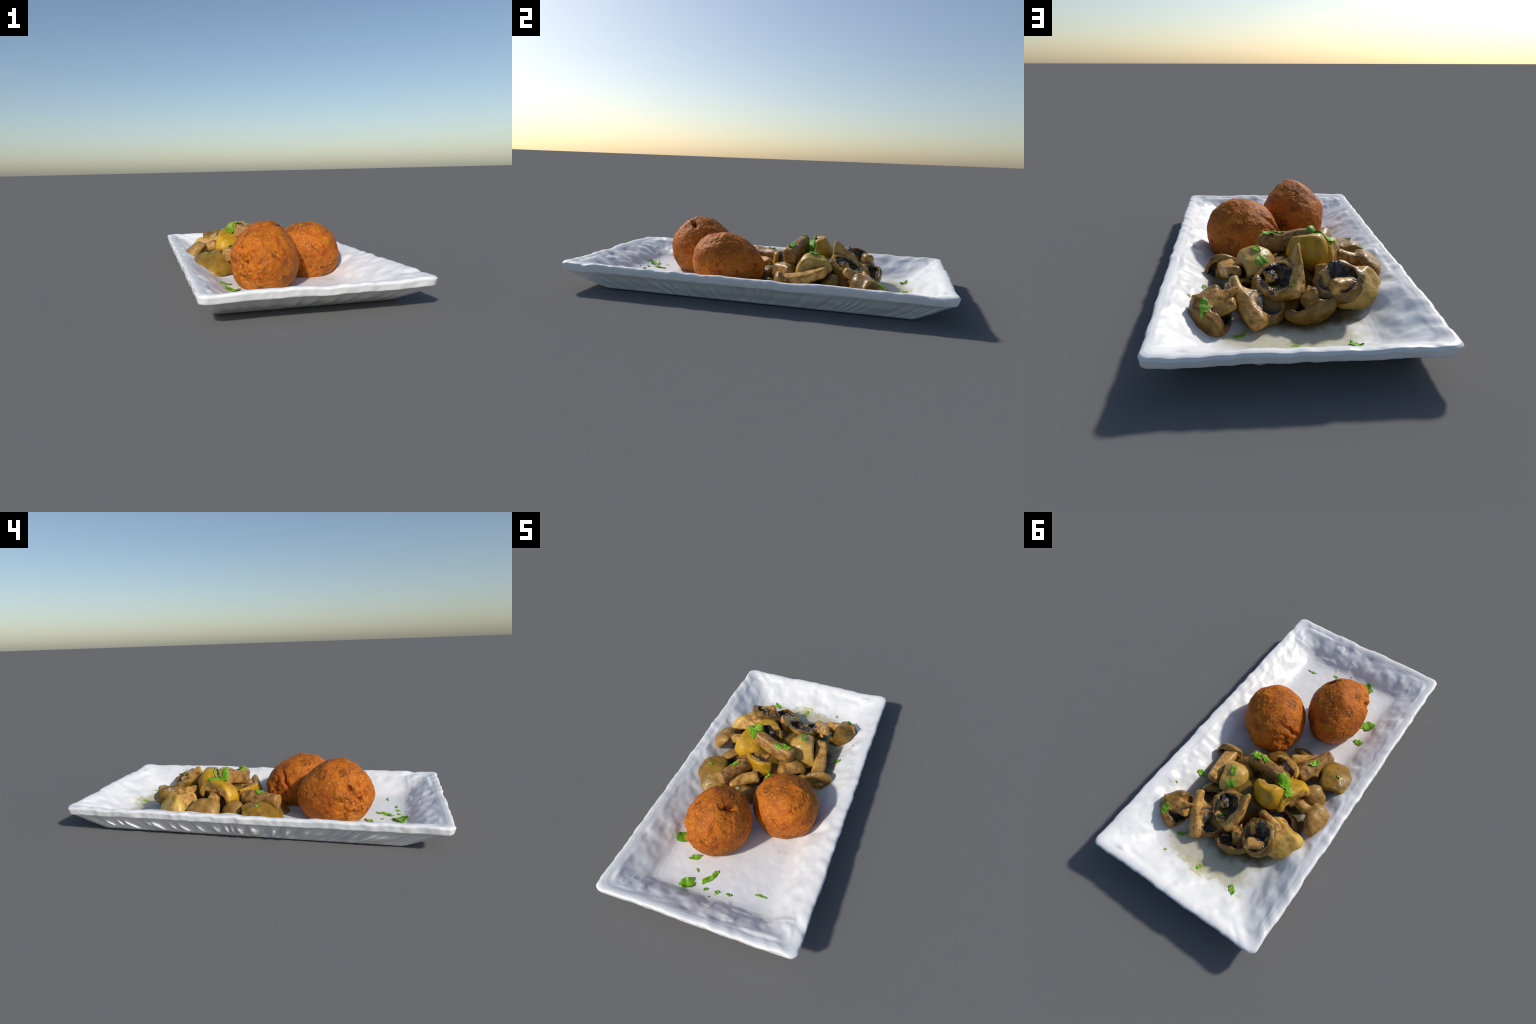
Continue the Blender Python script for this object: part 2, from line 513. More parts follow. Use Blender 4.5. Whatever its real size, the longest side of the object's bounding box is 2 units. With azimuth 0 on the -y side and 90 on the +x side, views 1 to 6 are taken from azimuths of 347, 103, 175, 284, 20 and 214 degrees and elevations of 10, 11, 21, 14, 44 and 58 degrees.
# ---------------------------------------------------------------- mushrooms
def polygonise(f, lo, hi, h):
    """Surface-net polygonisation of the zero set of f over a box."""
    n = np.ceil((hi - lo) / h).astype(int) + 1
    ax = [lo[i] + h * np.arange(n[i]) for i in range(3)]
    X, Y, Z = np.meshgrid(*ax, indexing="ij")
    S = f(np.stack([X.ravel(), Y.ravel(), Z.ravel()], 1)).reshape(n)
    S[0], S[-1] = 1, 1
    S[:, 0], S[:, -1] = 1, 1
    S[:, :, 0], S[:, :, -1] = 1, 1
    neg = S < 0
    c = n - 1
    corner = [(i, j, k) for i in (0, 1) for j in (0, 1) for k in (0, 1)]

    def at(A, o):
        return A[o[0]:o[0] + c[0], o[1]:o[1] + c[1], o[2]:o[2] + c[2]]

    cnt = sum(at(neg, o).astype(int) for o in corner)
    act = (cnt > 0) & (cnt < 8)
    acc = np.zeros((*c, 3))
    wt = np.zeros(c)
    for a in corner:
        for d in range(3):
            if a[d] == 0:
                b = list(a)
                b[d] = 1
                sa, sb = at(S, a), at(S, b)
                cross = (sa < 0) != (sb < 0)
                t = np.where(cross, sa / np.where(cross, sa - sb, 1), 0)
                p = np.zeros((*c, 3))
                for q in range(3):
                    p[..., q] = a[q]
                p[..., d] = t
                acc += p * cross[..., None]
                wt += cross
    idx = np.full(c, -1)
    I = np.argwhere(act)
    idx[act] = np.arange(len(I))
    V = lo + h * (I + acc[act] / wt[act][:, None])
    quads = []
    for d in range(3):
        u, v = (d + 1) % 3, (d + 2) % 3
        sl0 = [slice(None)] * 3
        sl1 = [slice(None)] * 3
        sl0[d] = slice(0, -1)
        sl1[d] = slice(1, None)
        a, b = neg[tuple(sl0)], neg[tuple(sl1)]
        E = np.argwhere(a != b)
        flip = a[tuple(E.T)]
        ok = (E[:, u] > 0) & (E[:, v] > 0) & (E[:, u] < c[u]) & (E[:, v] < c[v])
        E, flip = E[ok], flip[ok]
        q = []
        for du, dv in ((-1, -1), (0, -1), (0, 0), (-1, 0)):
            o = E.copy()
            o[:, u] += du
            o[:, v] += dv
            q.append(idx[tuple(o.T)])
        q = np.stack(q, 1)
        q[~flip] = q[~flip][:, ::-1]
        quads.append(q)
    return V, np.concatenate(quads)


def relax(V, F, rounds):
    n = len(V)
    for _ in range(rounds):
        s = np.zeros((n, 3))
        k = np.zeros(n)
        for a in range(4):
            b = (a + 1) % 4
            np.add.at(s, F[:, a], V[F[:, b]])
            np.add.at(s, F[:, b], V[F[:, a]])
            np.add.at(k, F[:, a], 1)
            np.add.at(k, F[:, b], 1)
        V = 0.5 * V + 0.5 * s / np.maximum(k, 1)[:, None]
    return V


MUSH_MESHES = []


def plate_height(P):
    """Upper surface of the plate under the food (without its dimples)."""
    x = np.interp(np.abs(P[:, 0]), [0.288, 0.326, 0.450, 0.49], [FLOOR, 0.046, 0.124, 0.137])
    y = np.interp(np.abs(P[:, 1]), [0.77, 0.815, 0.943, 0.98], [FLOOR, 0.046, 0.124, 0.137])
    return np.maximum(x, y)


LABELS = {
    "yellow": "glossy yellow cooked mushroom piece with tan cut flesh",
    "olive": "olive brown cooked mushroom piece with wet skin",
    "brown": "dark brown sauteed mushroom chunk with black gills",
    "tan": "tan brown glistening cooked mushroom piece",
    "pale": "pale tan cooked mushroom wedge with smooth skin",
}


def mushroom(seed, skin, cap=None, stems=(), bars=(), flakes=(), cuts=(), dark=(), hollow=0.34, spread=0.64, h=0.0034, wob=0.75, stem_mat="stem"):
    """One cooked piece.
    cap   = (centre of rim plane, direction of the cap's top, radius, height)
    stems = [(end, end, radius, radius)] round stalks
    bars  = [(end, end, half width, half height, up)] knife-cut lengths
    flakes= [(corner, corner, corner, thickness)] torn flaps
    cuts  = [(point, outward normal)] knife planes
    dark  = [(point, radius)] sunken patches of exposed gills"""
    if cap:
        C, A, R, H = np.array(cap[0], float), unit(cap[1]), cap[2], cap[3]
    else:
        src = (list(stems) + list(bars))[0]
        C = (np.array(src[0]) + np.array(src[1])) / 2
        A = unit(np.array(src[0], float) - np.array(src[1]))
        R = H = 0.10
    X = unit(np.cross(A, [0.31, 0.95, 0.11]))
    Y = np.cross(A, X)
    M = np.stack([X, Y, A], 1)          # columns: mushroom axes in the world

    pts = []
    if cap:
        e = np.sqrt(np.maximum(1 - A ** 2, 0)) * R + np.abs(A) * H
        pts += [C - e - 0.02, C + e + 0.02]
    for s in stems:
        for p, r in ((s[0], s[2]), (s[1], s[3])):
            pts += [np.array(p) - r - 0.02, np.array(p) + r + 0.02]
    for s in bars:
        r = math.hypot(s[2], s[3])
        for p in s[:2]:
            pts += [np.array(p) - r - 0.01, np.array(p) + r + 0.01]
    for s in flakes:
        for p in s[:3]:
            pts += [np.array(p) - s[3] - 0.015, np.array(p) + s[3] + 0.015]
    lo, hi = np.min(pts, 0), np.max(pts, 0)
    lo[2] = max(lo[2], FLOOR - 0.012)

    def parts(P):
        wv = np.stack([vnoise(P, 0.085, seed * 7 + k) for k in range(3)], 1)
        P = P + wob * 0.011 * wv
        L = (P - C) @ M
        d_cap = d_stem = np.full(len(P), 9.0)
        zone = np.zeros(len(P))
        if cap:
            r = np.hypot(L[:, 0], L[:, 1])
            z = L[:, 2]
            ang = np.arctan2(L[:, 1], L[:, 0])
            Rw = R * (1 + 0.05 * np.sin(2 * ang + seed) + 0.03 * np.sin(5 * ang + 2 * seed))
            hz = np.where(z > 0, H, 0.30 * R)
            q = np.sqrt((r / Rw) ** 2 + (z / hz) ** 2) + 1e-9
            dome = (q - 1) * np.minimum(hz, Rw) * np.where(q > 1, 1, 1)
            # hollow under the cap: a flatter bowl that leaves a rolled rim
            hr, hh = spread * R, hollow * H
            qh = np.sqrt((r / hr) ** 2 + ((z + 0.05 * R) / hh) ** 2) + 1e-9
            d_h = (qh - 1) * min(hr, hh)
            open_below = smax(d_h, z - hh, 0.01)
            under = smin(open_below, np.maximum(r - (spread - 0.06) * R, z), 0.012)
            d_cap = smax(dome, -under, 0.012)
            # gills line the hollow: a band of dark matter in the cap just above it
            zone = (1 - sstep(0.006, 0.014, under)) * (1 - sstep((spread + 0.04) * R, (spread + 0.16) * R, r))
        for a, b, ra, rb in stems:
            a, b = np.array(a), np.array(b)
            ab = b - a
            t = np.clip((P - a) @ ab / (ab @ ab), 0, 1)
            rr = ra + (rb - ra) * t
            w = smax(np.linalg.norm(P - a - t[:, None] * ab, axis=1) - rr,
                     np.abs((P - a) @ unit(ab) - np.linalg.norm(ab) / 2) - np.linalg.norm(ab) / 2, 0.012)
            d_stem = np.minimum(d_stem, w)
        for a, b, hw, hh_, up in bars:
            a, b = np.array(a, float), np.array(b, float)
            l = unit(b - a)
            u = unit(np.array(up) - l * np.dot(up, l))
            s = np.cross(l, u)
            q = P - (a + b) / 2
            half = np.linalg.norm(b - a) / 2
            tt = (q @ l) / half
            bend = 0.010 * (1 - tt ** 2) * math.sin(seed * 1.7)
            e = np.stack([np.abs(q @ l) - half, np.abs(q @ s + bend) - hw * (1 + 0.12 * tt), np.abs(q @ u + bend) - hh_], 1)
            rd = 0.72 * min(hw, hh_)
            e = e + rd
            w = np.linalg.norm(np.maximum(e, 0), axis=1) + np.minimum(e.max(1), 0) - rd
            d_stem = smin(d_stem, w, 0.012)
        d_fl = np.full(len(P), 9.0)
        for a, b, c_, th in flakes:
            a, b, c_ = (np.array(p, float) for p in (a, b, c_))
            nrm = unit(np.cross(b - a, c_ - a))
            plane = np.abs((P - a) @ nrm) - th
            cen = (a + b + c_) / 3
            edge = np.full(len(P), -9.0)
            for p, q_ in ((a, b), (b, c_), (c_, a)):
                en = np.cross(q_ - p, nrm)
                en = unit(en * np.sign(np.dot(en, p - cen)))
                edge = smax(edge, (P - p) @ en, 0.012)
            d_fl = np.minimum(d_fl, smax(plane, edge, 0.012))
        for p, r in dark:
            q = np.linalg.norm(P - np.array(p), axis=1) + 0.012 * wv[:, 0]
            zone = np.maximum(zone, 1 - sstep(0.75 * r, r, q))
        return d_cap, d_stem, d_fl, zone, L, P

    def field(P):
        dc, ds, df, zone, L, Q = parts(P)
        d = smin(smin(dc, ds, 0.014), df, 0.012)
        for p, nr in cuts:
            d = smax(d, (P - np.array(p) + 0.006 * np.stack([vnoise(P, 0.06, seed + 40 + k) for k in range(3)], 1)) @ unit(nr), 0.010)
        d = d + 0.0022 * wob * vnoise(P, 0.035, seed + 90) + 0.0008 * vnoise(P, 0.016, seed + 91)
        if cap:
            ang = np.arctan2(L[:, 1], L[:, 0])
            d = d + zone * (0.0025 + 0.0004 * np.sin(34 * ang + 3 * vnoise(P, 0.03, seed)) + 0.002 * vnoise(P, 0.02, seed + 5))
        return smax(d, plate_height(P) - 0.003 - P[:, 2], 0.004)

    V, F = polygonise(field, lo, hi, h)
    V = relax(V, F, 1)
    MUSH_MESHES.append((V, F))
    # which matter each face belongs to
    mid = V[F].mean(1)
    dc, ds, df, zone, L, Q = parts(mid)
    flesh_first = np.minimum(ds, df)
    part = np.where(flesh_first < dc - 0.002, 2, 0) if cap else np.full(len(F), 2)
    covered = (flesh_first < dc - 0.002) & (np.array([min([9.0] + [np.linalg.norm(m - np.array(p)) - r for p, r in dark]) for m in mid]) > 0 if dark else True)
    zone = zone + 0.42 * fbm(mid, 0.035, seed + 60, 2)
    part = np.where((zone > 0.55) & ~covered, 1, part)
    # vote with neighbours so that the borders run cleanly
    for _ in range(3):
        vote = np.zeros((len(V), 3))
        for a in range(4):
            np.add.at(vote, (F[:, a], part), 1)
        part = (vote[F].sum(1)).argmax(1)

    # whole-piece vertex normals
    fn = np.cross(V[F[:, 2]] - V[F[:, 0]], V[F[:, 3]] - V[F[:, 1]])
    vn = np.zeros_like(V)
    for a in range(4):
        np.add.at(vn, F[:, a], fn)
    S = np.array([R, R, H])
    VL = ((V - C) @ M) / S
    NL = (vn @ M) * S
    NL /= np.linalg.norm(NL, axis=1)[:, None] + 1e-12

    piece = bpy.data.objects.new("mushroom_piece", None)
    base = V.mean(0)
    base[2] = V[:, 2].min()
    piece.location = base
    piece.empty_display_size = 0.03
    COLL.objects.link(piece)
    tag(piece, LABELS[skin], "cooked mushroom")
    mw = Matrix([[*(M[i] * S), C[i] - base[i]] for i in range(3)] + [[0, 0, 0, 1]])
    for k, (nm, mat) in enumerate((("mushroom_cap", FLESH[skin]), ("gills", GILL), ("mushroom_stem", FLESH[stem_mat]))):
        sel = F[part == k]
        if len(sel) < 3:
            continue
        used, inv = np.unique(sel, return_inverse=True)
        ob = mesh_obj(nm, VL[used], inv.reshape(sel.shape), mat)
        ob.data.normals_split_custom_set_from_vertices(NL[used].tolist())
        ob.parent = piece
        ob.matrix_local = mw
    return piece


def build_mushrooms():
    m = mushroom
    # --- top of the heap
    m(1, "yellow", cap=((-0.100, 0.266, 0.200), (-0.15, 0.9, 0.05), 0.097, 0.098), hollow=0.30, dark=[((-0.035, 0.234, 0.246), 0.038), ((-0.078, 0.238, 0.270), 0.024)],
      cuts=[((-0.09, 0.28, 0.276), (0.1, -0.15, 1)), ((-0.09, 0.238, 0.2), (0.1, -1, 0.1))])
    m(2, "brown", bars=[((-0.152, 0.198, 0.240), (0.104, 0.142, 0.188), 0.036, 0.044, (0, 0, 1))], stem_mat="stem_brown")
    m(3, "yellow", cap=((-0.200, 0.222, 0.146), (0.12, -0.20, 0.9), 0.120, 0.092), stems=[((-0.20, 0.228, 0.160), (-0.325, 0.240, 0.116), 0.040, 0.042)], hollow=0.28, spread=0.62,
      cuts=[((-0.240, 0.225, 0.15), (-0.92, 0.32, 0.12))])
    m(4, "tan", cap=((-0.375, 0.245, 0.105), (-0.70, 0.0, 0.60), 0.088, 0.055), stems=[((-0.37, 0.245, 0.12), (-0.25, 0.22, 0.155), 0.030, 0.028)])
    m(5, "pale", cap=((-0.268, 0.415, 0.080), (-0.35, 0.45, 0.8), 0.118, 0.118), hollow=0.1, cuts=[((-0.352, 0.405, 0.168), (-0.30, -0.80, 0.50)), ((-0.345, 0.455, 0.138), (-0.52, 0.58, 0.62)), ((-0.30, 0.40, 0.180), (0.1, 0.0, 1))])
    m(6, "brown", cap=((-0.192, 0.512, 0.160), (-0.25, -0.40, -0.87), 0.100, 0.085), hollow=0.32, spread=0.62, stems=[((-0.165, 0.49, 0.13), (-0.138, 0.462, 0.184), 0.030, 0.026)],
      bars=[((-0.255, 0.530, 0.142), (-0.150, 0.570, 0.150), 0.026, 0.036, (0, 0.2, 1))], flakes=[((-0.275, 0.42, 0.165), (-0.16, 0.440, 0.228), (-0.20, 0.51, 0.14), 0.018)],
      cuts=[((-0.18, 0.606, 0.13), (-0.1, 0.95, 0.1)), ((-0.09, 0.52, 0.15), (0.95, 0.2, 0.0))], dark=[((-0.200, 0.495, 0.185), 0.042), ((-0.175, 0.455, 0.215), 0.030)])
    m(7, "tan", bars=[((-0.115, 0.385, 0.150), (-0.270, 0.420, 0.148), 0.019, 0.030, (0.1, -0.2, 1))], flakes=[((-0.14, 0.38, 0.15), (-0.26, 0.415, 0.15), (-0.20, 0.412, 0.197), 0.014)])
    m(8, "olive", cap=((0.045, 0.455, 0.148), (-0.26, -0.42, -0.87), 0.105, 0.072), hollow=0.30, spread=0.58, flakes=[((-0.058, 0.378, 0.282), (-0.045, 0.550, 0.135), (0.00, 0.37, 0.15), 0.019)],
      stems=[((0.06, 0.45, 0.14), (0.075, 0.435, 0.185), 0.030, 0.022)],
      bars=[((0.085, 0.515, 0.118), (-0.040, 0.545, 0.135), 0.021, 0.022, (0, 0.4, 1)), ((0.128, 0.430, 0.142), (0.088, 0.512, 0.120), 0.022, 0.019, (0.2, 0.4, 1))],
      cuts=[((0.06, 0.54, 0.15), (0.45, 0.85, 0)), ((0.135, 0.42, 0.15), (0.85, -0.45, 0)), ((-0.062, 0.47, 0.15), (-1, -0.1, 0))], dark=[((0.030, 0.43, 0.175), 0.05), ((0.08, 0.44, 0.188), 0.022)])
    m(9, "brown", cap=((-0.070, 0.550, 0.080), (-0.30, 0.34, -0.88), 0.108, 0.078), hollow=0.44, spread=0.76, stems=[((-0.10, 0.56, 0.06), (-0.066, 0.520, 0.132), 0.046, 0.036)],
      flakes=[((-0.15, 0.535, 0.095), (-0.055, 0.575, 0.105), (-0.06, 0.475, 0.130), 0.022)], cuts=[((0.02, 0.60, 0.1), (0.5, 0.6, 0.62))])
    # --- front row
    m(10, "brown", cap=((0.105, 0.550, 0.082), (0.15, -0.38, -0.9), 0.096, 0.060), hollow=0.30, spread=0.58, bars=[((0.222, 0.464, 0.164), (0.116, 0.656, 0.048), 0.029, 0.026, (0.2, 0.5, 0.8))],
      flakes=[((0.075, 0.50, 0.135), (0.045, 0.545, 0.115), (0.09, 0.53, 0.11), 0.020), ((0.20, 0.48, 0.12), (0.12, 0.62, 0.05), (0.10, 0.50, 0.09), 0.030)], cuts=[((0.215, 0.56, 0.1), (0.9, 0.3, 0))], dark=[((0.09, 0.555, 0.105), 0.044)])
    m(11, "brown", cap=((0.280, 0.600, 0.086), (0.80, -0.20, -0.30), 0.106, 0.108), hollow=0.22, spread=0.50, stems=[((0.30, 0.59, 0.085), (0.212, 0.594, 0.118), 0.042, 0.030)],
      flakes=[((0.388, 0.582, 0.145), (0.200, 0.545, 0.150), (0.30, 0.640, 0.112), 0.032)], cuts=[((0.285, 0.605, 0.146), (0.0, 0.45, 0.87)), ((0.36, 0.65, 0.1), (0.6, 0.75, 0.1)), ((0.182, 0.6, 0.1), (-1, 0.1, 0))], dark=[((0.245, 0.650, 0.075), 0.038), ((0.20, 0.63, 0.06), 0.03)])
    m(12, "brown", cap=((0.190, 0.400, 0.066), (0.35, -0.85, 0.25), 0.072, 0.055))
    m(13, "pale", cap=((0.132, 0.290, 0.105), (0.05, -0.20, 0.95), 0.113, 0.122), cuts=[((0.15, 0.395, 0.15), (0.1, 1, -0.1)), ((0.055, 0.3, 0.2), (-0.9, -0.1, 0.35)), ((0.20, 0.20, 0.15), (0.1, -0.85, 0.45)), ((0.192, 0.3, 0.12), (1, 0.30, 0.1)), ((0.13, 0.30, 0.218), (0.3, 0.3, 1))],
      dark=[((0.14, 0.400, 0.11), 0.045)])
    m(14, "tan", cap=((0.272, 0.150, 0.052), (0.2, -0.85, -0.2), 0.092, 0.046), dark=[((0.305, 0.19, 0.085), 0.038)], wob=0.6)
    m(27, "tan", bars=[((0.216, 0.374, 0.150), (0.258, 0.108, 0.094), 0.036, 0.026, (0.15, 0.1, 1)), ((0.150, 0.108, 0.048), (0.310, 0.130, 0.055), 0.036, 0.030, (0, 0, 1))],
      dark=[((0.225, 0.390, 0.118), 0.034)], wob=0.5)
    m(15, "olive", cap=((-0.320, -0.045, 0.062), (-0.15, -0.34, 0.93), 0.130, 0.076), hollow=0.1, cuts=[((-0.33, 0.050, 0.1), (-0.25, 0.95, -0.25)), ((-0.236, -0.04, 0.1), (0.9, 0.35, 0.1)), ((-0.29, -0.168, 0.065), (0.15, -0.80, 0.55))])
    m(16, "tan", stems=[((-0.240, -0.132, 0.142), (-0.150, 0.075, 0.128), 0.037, 0.050)], flakes=[((-0.245, 0.02, 0.10), (-0.12, 0.08, 0.12), (-0.20, -0.06, 0.10), 0.030)], stem_mat="stem_brown")
    m(26, "yellow", bars=[((-0.200, -0.108, 0.098), (-0.058, 0.000, 0.108), 0.034, 0.026, (0.25, -0.35, 0.9))], wob=0.4)
    m(17, "brown", cap=((-0.080, -0.095, 0.048), (-0.15, -0.55, 0.65), 0.076, 0.036), cuts=[((-0.08, -0.08, 0.085), (0.2, 0.5, 0.8))], hollow=0.15)
    m(18, "yellow", cap=((-0.078, 0.085, 0.155), (-0.34, -0.92, -0.05), 0.095, 0.056), stems=[((-0.08, 0.08, 0.15), (-0.048, 0.150, 0.165), 0.032, 0.026)], hollow=0.12, dark=[((-0.055, 0.075, 0.186), 0.024), ((-0.09, 0.095, 0.186), 0.022)], cuts=[((-0.08, 0.06, 0.186), (0, 0.12, 1)), ((-0.08, 0.06, 0.115), (0, 0.3, -1))])
    m(19, "tan", cap=((0.098, 0.122, 0.088), (0.15, -0.25, 0.9), 0.083, 0.080), cuts=[((0.045, 0.075, 0.1), (-0.5, -0.8, 0.1)), ((0.09, 0.12, 0.150), (0.15, -0.25, 1)), ((0.12, 0.09, 0.1), (0.7, -0.7, 0.3))], hollow=0.15)
    m(20, "tan", cap=((-0.285, 0.122, 0.080), (-0.5, 0.35, 0.7), 0.078, 0.046), hollow=0.15)
    # --- pieces at the bottom of the heap, seen only through gaps
    m(21, "brown", cap=((-0.215, 0.365, 0.085), (0.1, -0.2, -0.95), 0.105, 0.055))
    m(22, "brown", cap=((0.035, 0.000, 0.055), (0.2, -0.5, 0.7), 0.075, 0.045), hollow=0.15)
    m(23, "brown", cap=((0.010, 0.330, 0.085), (-0.1, 0.1, 0.95), 0.130, 0.100))
    m(24, "brown", cap=((-0.060, 0.165, 0.080), (0.1, 0.1, 0.95), 0.135, 0.088))
    m(25, "brown", cap=((0.060, 0.460, 0.060), (0.1, 0.3, 0.9), 0.120, 0.065))


# ------------------------------------------------------------------ parsley
def build_parsley(bvh):
    rng = np.random.default_rng(5)

    def leaf(x, y, size, aspect, turn, lobes, zmax=1.0, lift=0.0025, thick=0.0022, curl=0.0):
        """Lobed leaflet: an outline whose radius swells into lobes, filled by
        rings, draped over what is below it and given thickness."""
        size = 1.15 * size
        na, nr = 56, 9
        th = np.linspace(0, 2 * PI, na, endpoint=False)
        ph = rng.uniform(0, 6)
        rad = 1 + 0.30 * np.abs(np.cos(lobes * th / 2 + ph)) ** 0.7 - 0.16 + 0.06 * np.sin(7 * th + 2 * ph) + 0.04 * np.sin(13 * th + ph)
        notch = rng.uniform(-0.5, 0.5)
        rad *= 1 - 0.35 * np.exp(-((np.angle(np.exp(1j * (th - PI - notch)))) / 0.35) ** 2)
        px, py = [0.0], [0.0]
        for k in range(1, nr + 1):
            t = k / nr
            px += list(0.5 * size * t * rad * np.cos(th))
            py += list(0.5 * size * aspect * t * rad * np.sin(th))
        px, py = np.array(px), np.array(py)
        bend = 0.18 * size * np.sin(px / size * 2.2 + ph)
        py = py + bend
        c, s = math.cos(turn), math.sin(turn)
        wx, wy = x + c * px - s * py, y + s * px + c * py
        hz = []
        for a, b in zip(wx, wy):
            hit = bvh.ray_cast(Vector((a, b, zmax)), Vector((0, 0, -1)))
            hz.append(hit[0].z if hit[0] else FLOOR)
        hz = np.array(hz)
        top = hz[0]
        hz = np.maximum(hz, top - 0.9 * size)
        # soften the drape: relax heights inside the leaf
        G2 = hz[1:].reshape(nr, na)
        for _ in range(2):
            G2 = (G2 + np.roll(G2, 1, 1) + np.roll(G2, -1, 1)) / 3
        hz = np.r_[hz[0], np.maximum(G2.ravel(), hz[1:] - 0.002)]
        rr = np.r_[0, np.repeat(np.arange(1, nr + 1) / nr, na)]
        hz = hz + lift + curl * rr ** 2 * (0.6 + 0.6 * np.sin(2 * np.r_[0, np.tile(th, nr)] + ph)) + 0.0012 * np.sin(px / size * 14 + ph)
        T = np.stack([px, py, hz - top], 1)
        B = T - [0, 0, thick]
        n1 = len(T)
        V = np.concatenate([T, B])
        tri = []
        for i in range(na):
            j = (i + 1) % na
            tri += [(0, 1 + i, 1 + j), (n1, n1 + 1 + j, n1 + 1 + i)]
            for k in range(nr - 1):
                a, b, d, e = 1 + k * na + i, 1 + k * na + j, 1 + (k + 1) * na + j, 1 + (k + 1) * na + i
                tri += [(a, e, d), (a, d, b), (n1 + a, n1 + d, n1 + e), (n1 + a, n1 + b, n1 + d)]
            a, b = 1 + (nr - 1) * na + i, 1 + (nr - 1) * na + j
            tri += [(a, n1 + a, n1 + b), (a, n1 + b, b)]
        ob = mesh_obj("parsley_leaf", V, np.array(tri), PARSLEY)
        ob.location = (x, y, top)
        ob.rotation_euler = (0, 0, turn)
        tag(ob, "small torn bright green parsley leaf", "parsley leaf")
        return ob

    # loose flakes on the floor of the plate: x, y, size, aspect, turn, lobes, curl
    for x, y, s, a, t, l, cu in (
            (-0.147, -0.757, 0.070, 0.75, 0.6, 5, 0.012), (-0.052, -0.705, 0.070, 0.38, 1.35, 4, 0.004), (-0.030, -0.665, 0.035, 0.7, 0.9, 3, 0.003),
            (-0.128, -0.673, 0.020, 0.5, -0.6, 2, 0.0), (-0.040, -0.762, 0.021, 0.7, 0.2, 3, 0.0), (0.018, -0.757, 0.024, 0.8, 1.2, 3, 0.0),
            (0.083, -0.752, 0.024, 0.6, 0.5, 3, 0.004), (-0.005, -0.795, 0.008, 0.8, 0, 3, 0.0), (0.230, -0.707, 0.055, 0.18, 0.25, 2, 0.0),
            (-0.298, -0.505, 0.075, 0.7, 0.9, 4, 0.008), (-0.300, -0.370, 0.050, 0.6, 0.4, 4, 0.004), (-0.175, -0.598, 0.055, 0.5, 0.2, 4, 0.004),
            (0.328, 0.337, 0.036, 0.75, 0.9, 4, 0.006), (-0.218, 0.770, 0.052, 0.42, -0.75, 2, 0.008), (0.001, 0.776, 0.030, 0.6, 0.9, 3, 0.0),
            (0.210, 0.800, 0.014, 0.8, 0.3, 3, 0.0), (0.395, 0.47, 0.010, 0.8, 0.3, 3, 0.0), (0.20, 0.672, 0.045, 0.4, 0.4, 3, 0.0)):
        leaf(x, y, s, a, t, l, curl=cu)
    # leaves lying on the mushrooms
    for x, y, s, a, t, l, cu in (
            (-0.150, 0.232, 0.085, 0.75, 0.3, 5, 0.004), (-0.190, 0.245, 0.055, 0.6, 1.8, 3, 0.0), (0.062, 0.148, 0.048, 0.7, 0.4, 3, 0.006),
            (0.020, 0.150, 0.050, 0.5, 2.6, 3, 0.0), (0.115, 0.285, 0.050, 0.42, 1.9, 3, 0.0), (0.100, 0.350, 0.050, 0.6, 1.0, 3, 0.0),
            (-0.200, -0.020, 0.048, 0.55, 0.5, 4, 0.002), (0.330, 0.640, 0.052, 0.6, 1.2, 5, 0.004), (0.055, 0.500, 0.024, 0.7, 0.6, 3, 0.0),
            (-0.015, 0.530, 0.012, 0.7, 0.6, 3, 0.0), (-0.345, -0.035, 0.022, 0.5, 0.2, 2, 0.0), (-0.012, 0.022, 0.036, 0.6, 1.2, 3, 0.0)):
        leaf(x, y, s, a, t, l, curl=cu + 0.003, lift=0.0035)


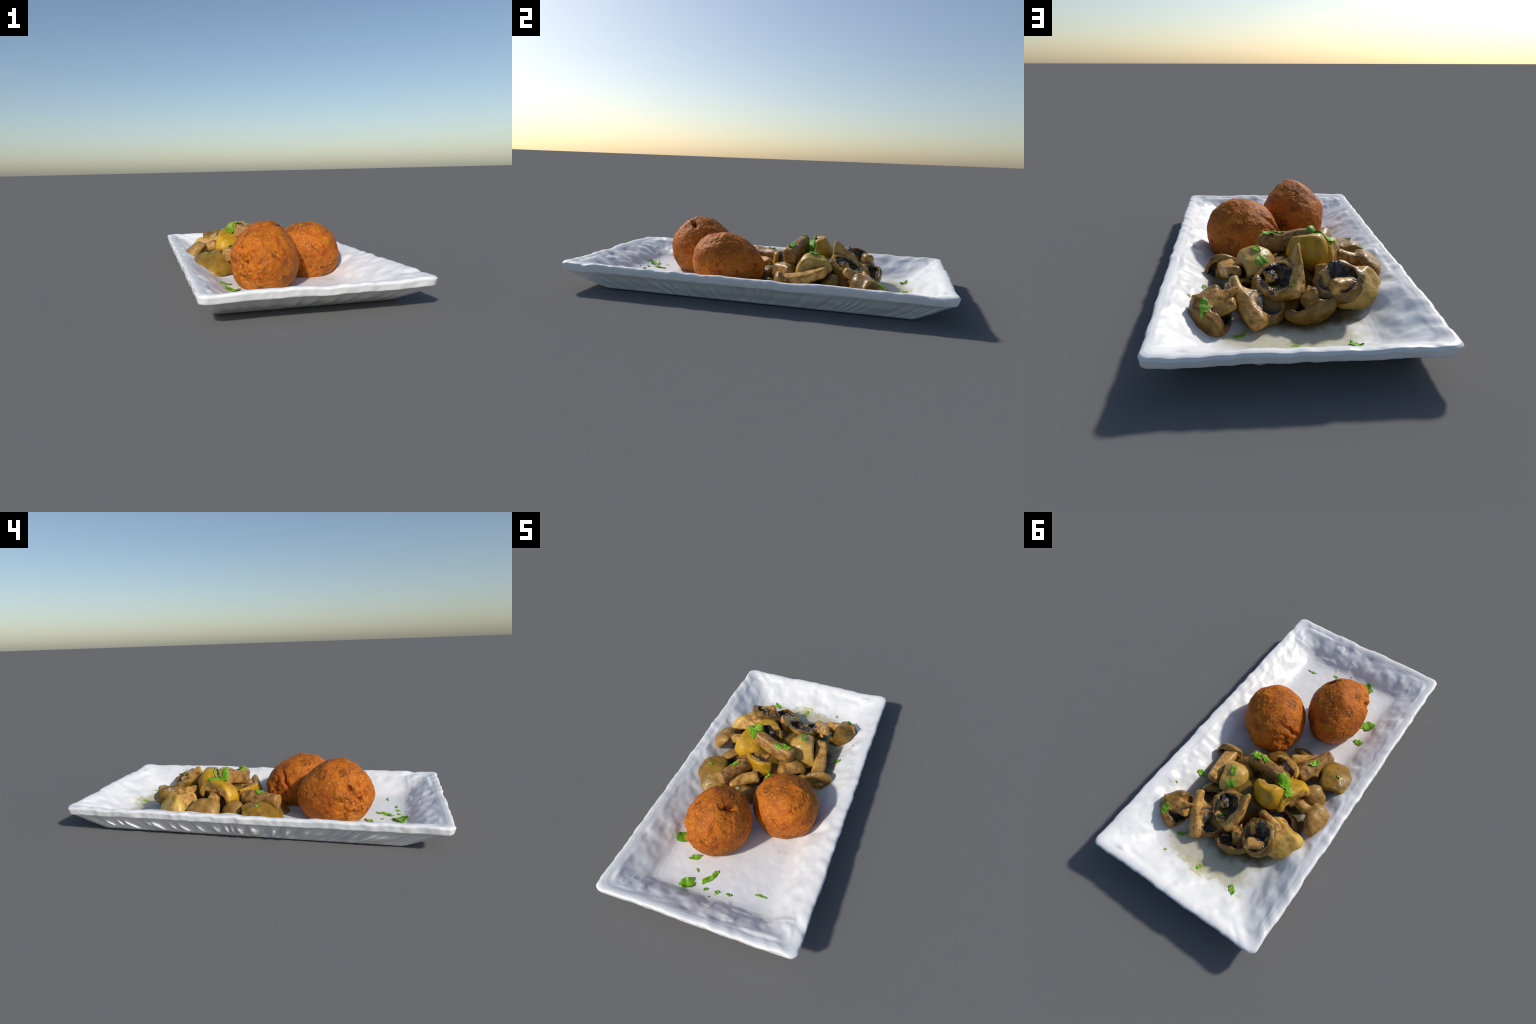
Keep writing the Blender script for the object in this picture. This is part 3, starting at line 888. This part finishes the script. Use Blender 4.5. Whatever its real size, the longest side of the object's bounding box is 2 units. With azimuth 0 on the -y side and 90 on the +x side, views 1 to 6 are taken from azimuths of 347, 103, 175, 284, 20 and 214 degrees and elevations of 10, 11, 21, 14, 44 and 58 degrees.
# --------------------------------------------------------------------- build
plate = build_plate()
front = build_croquette((-0.108, -0.423, 0.156), (0.168, 0.203, 0.187), (-29.7, -2.0, -8.7), 31,
                        dents=[((0.39, -0.21, 0.89), (0.85, 0.45, 0.0), 0.22, 0.055, 0.042), ((-0.78, -0.46, 0.42), (0.3, -0.6, 0.3), 0.16, 0.10, 0.024),
                               ((-0.63, -0.77, 0.12), (0.4, -0.3, 1), 0.22, 0.10, 0.020), ((-0.75, -0.62, -0.35), (0.5, -0.6, 0), 0.35, 0.10, 0.016)],
                        noses=[((0.2, -0.35, 0.92), 22, 0.008), ((-0.75, -0.6, -0.2), 22, 0.010), ((-0.40, 0.88, 0.05), 42, 0.017), ((-0.5, -0.3, 0.8), 34, -0.013), ((0.5, 0.78, 0.1), 36, -0.015)],
                        rough=[((-0.72, -0.66, 0.05), 52, 0.036)],
                        holes=[((0.072, -0.039, 0.158), 0.032), ((-0.135, -0.08, 0.074), 0.022), ((-0.11, -0.135, 0.02), 0.020), ((-0.055, -0.13, -0.115), 0.03)])
back = build_croquette((0.173, -0.175, 0.141), (0.180, 0.203, 0.161), (-26.2, 13.8, 19.6), 57,
                       dents=[((-0.91, 0.30, 0.22), (0.2, 0.5, 1), 0.36, 0.05, 0.022), ((0.04, -0.77, 0.64), (1, 0, 0), 0.10, 0.06, 0.008), ((-0.8, 0.55, -0.1), (0, 0.3, 1), 0.3, 0.08, 0.012)],
                       noses=[((-0.06, -0.80, -0.62), 36, 0.022), ((0.62, -0.6, -0.45), 36, 0.014), ((0.35, 0.45, 0.82), 36, -0.005)],
                       rough=[((-0.75, 0.5, 0.0), 45, 0.016)],
                       holes=[((-0.165, 0.06, 0.045), 0.016), ((-0.15, 0.085, -0.01), 0.02)])
tag(front, "rough round deep fried orange brown croquette", "croquette")
tag(back, "smooth egg shaped deep fried orange croquette", "croquette")
build_mushrooms()

# one search tree of everything that parsley can lie on
tv, tf, n0 = [], [], 0
for V, F in MUSH_MESHES:
    tv.append(V)
    tf.append(F + n0)
    n0 += len(V)
pv = np.empty(len(plate.data.vertices) * 3)
plate.data.vertices.foreach_get("co", pv)
tv.append(pv.reshape(-1, 3))
allf = [list(f) for f in np.concatenate(tf)] + [[n0 + i for i in p.vertices] for p in plate.data.polygons]
build_parsley(BVHTree.FromPolygons(np.concatenate(tv).tolist(), allf))
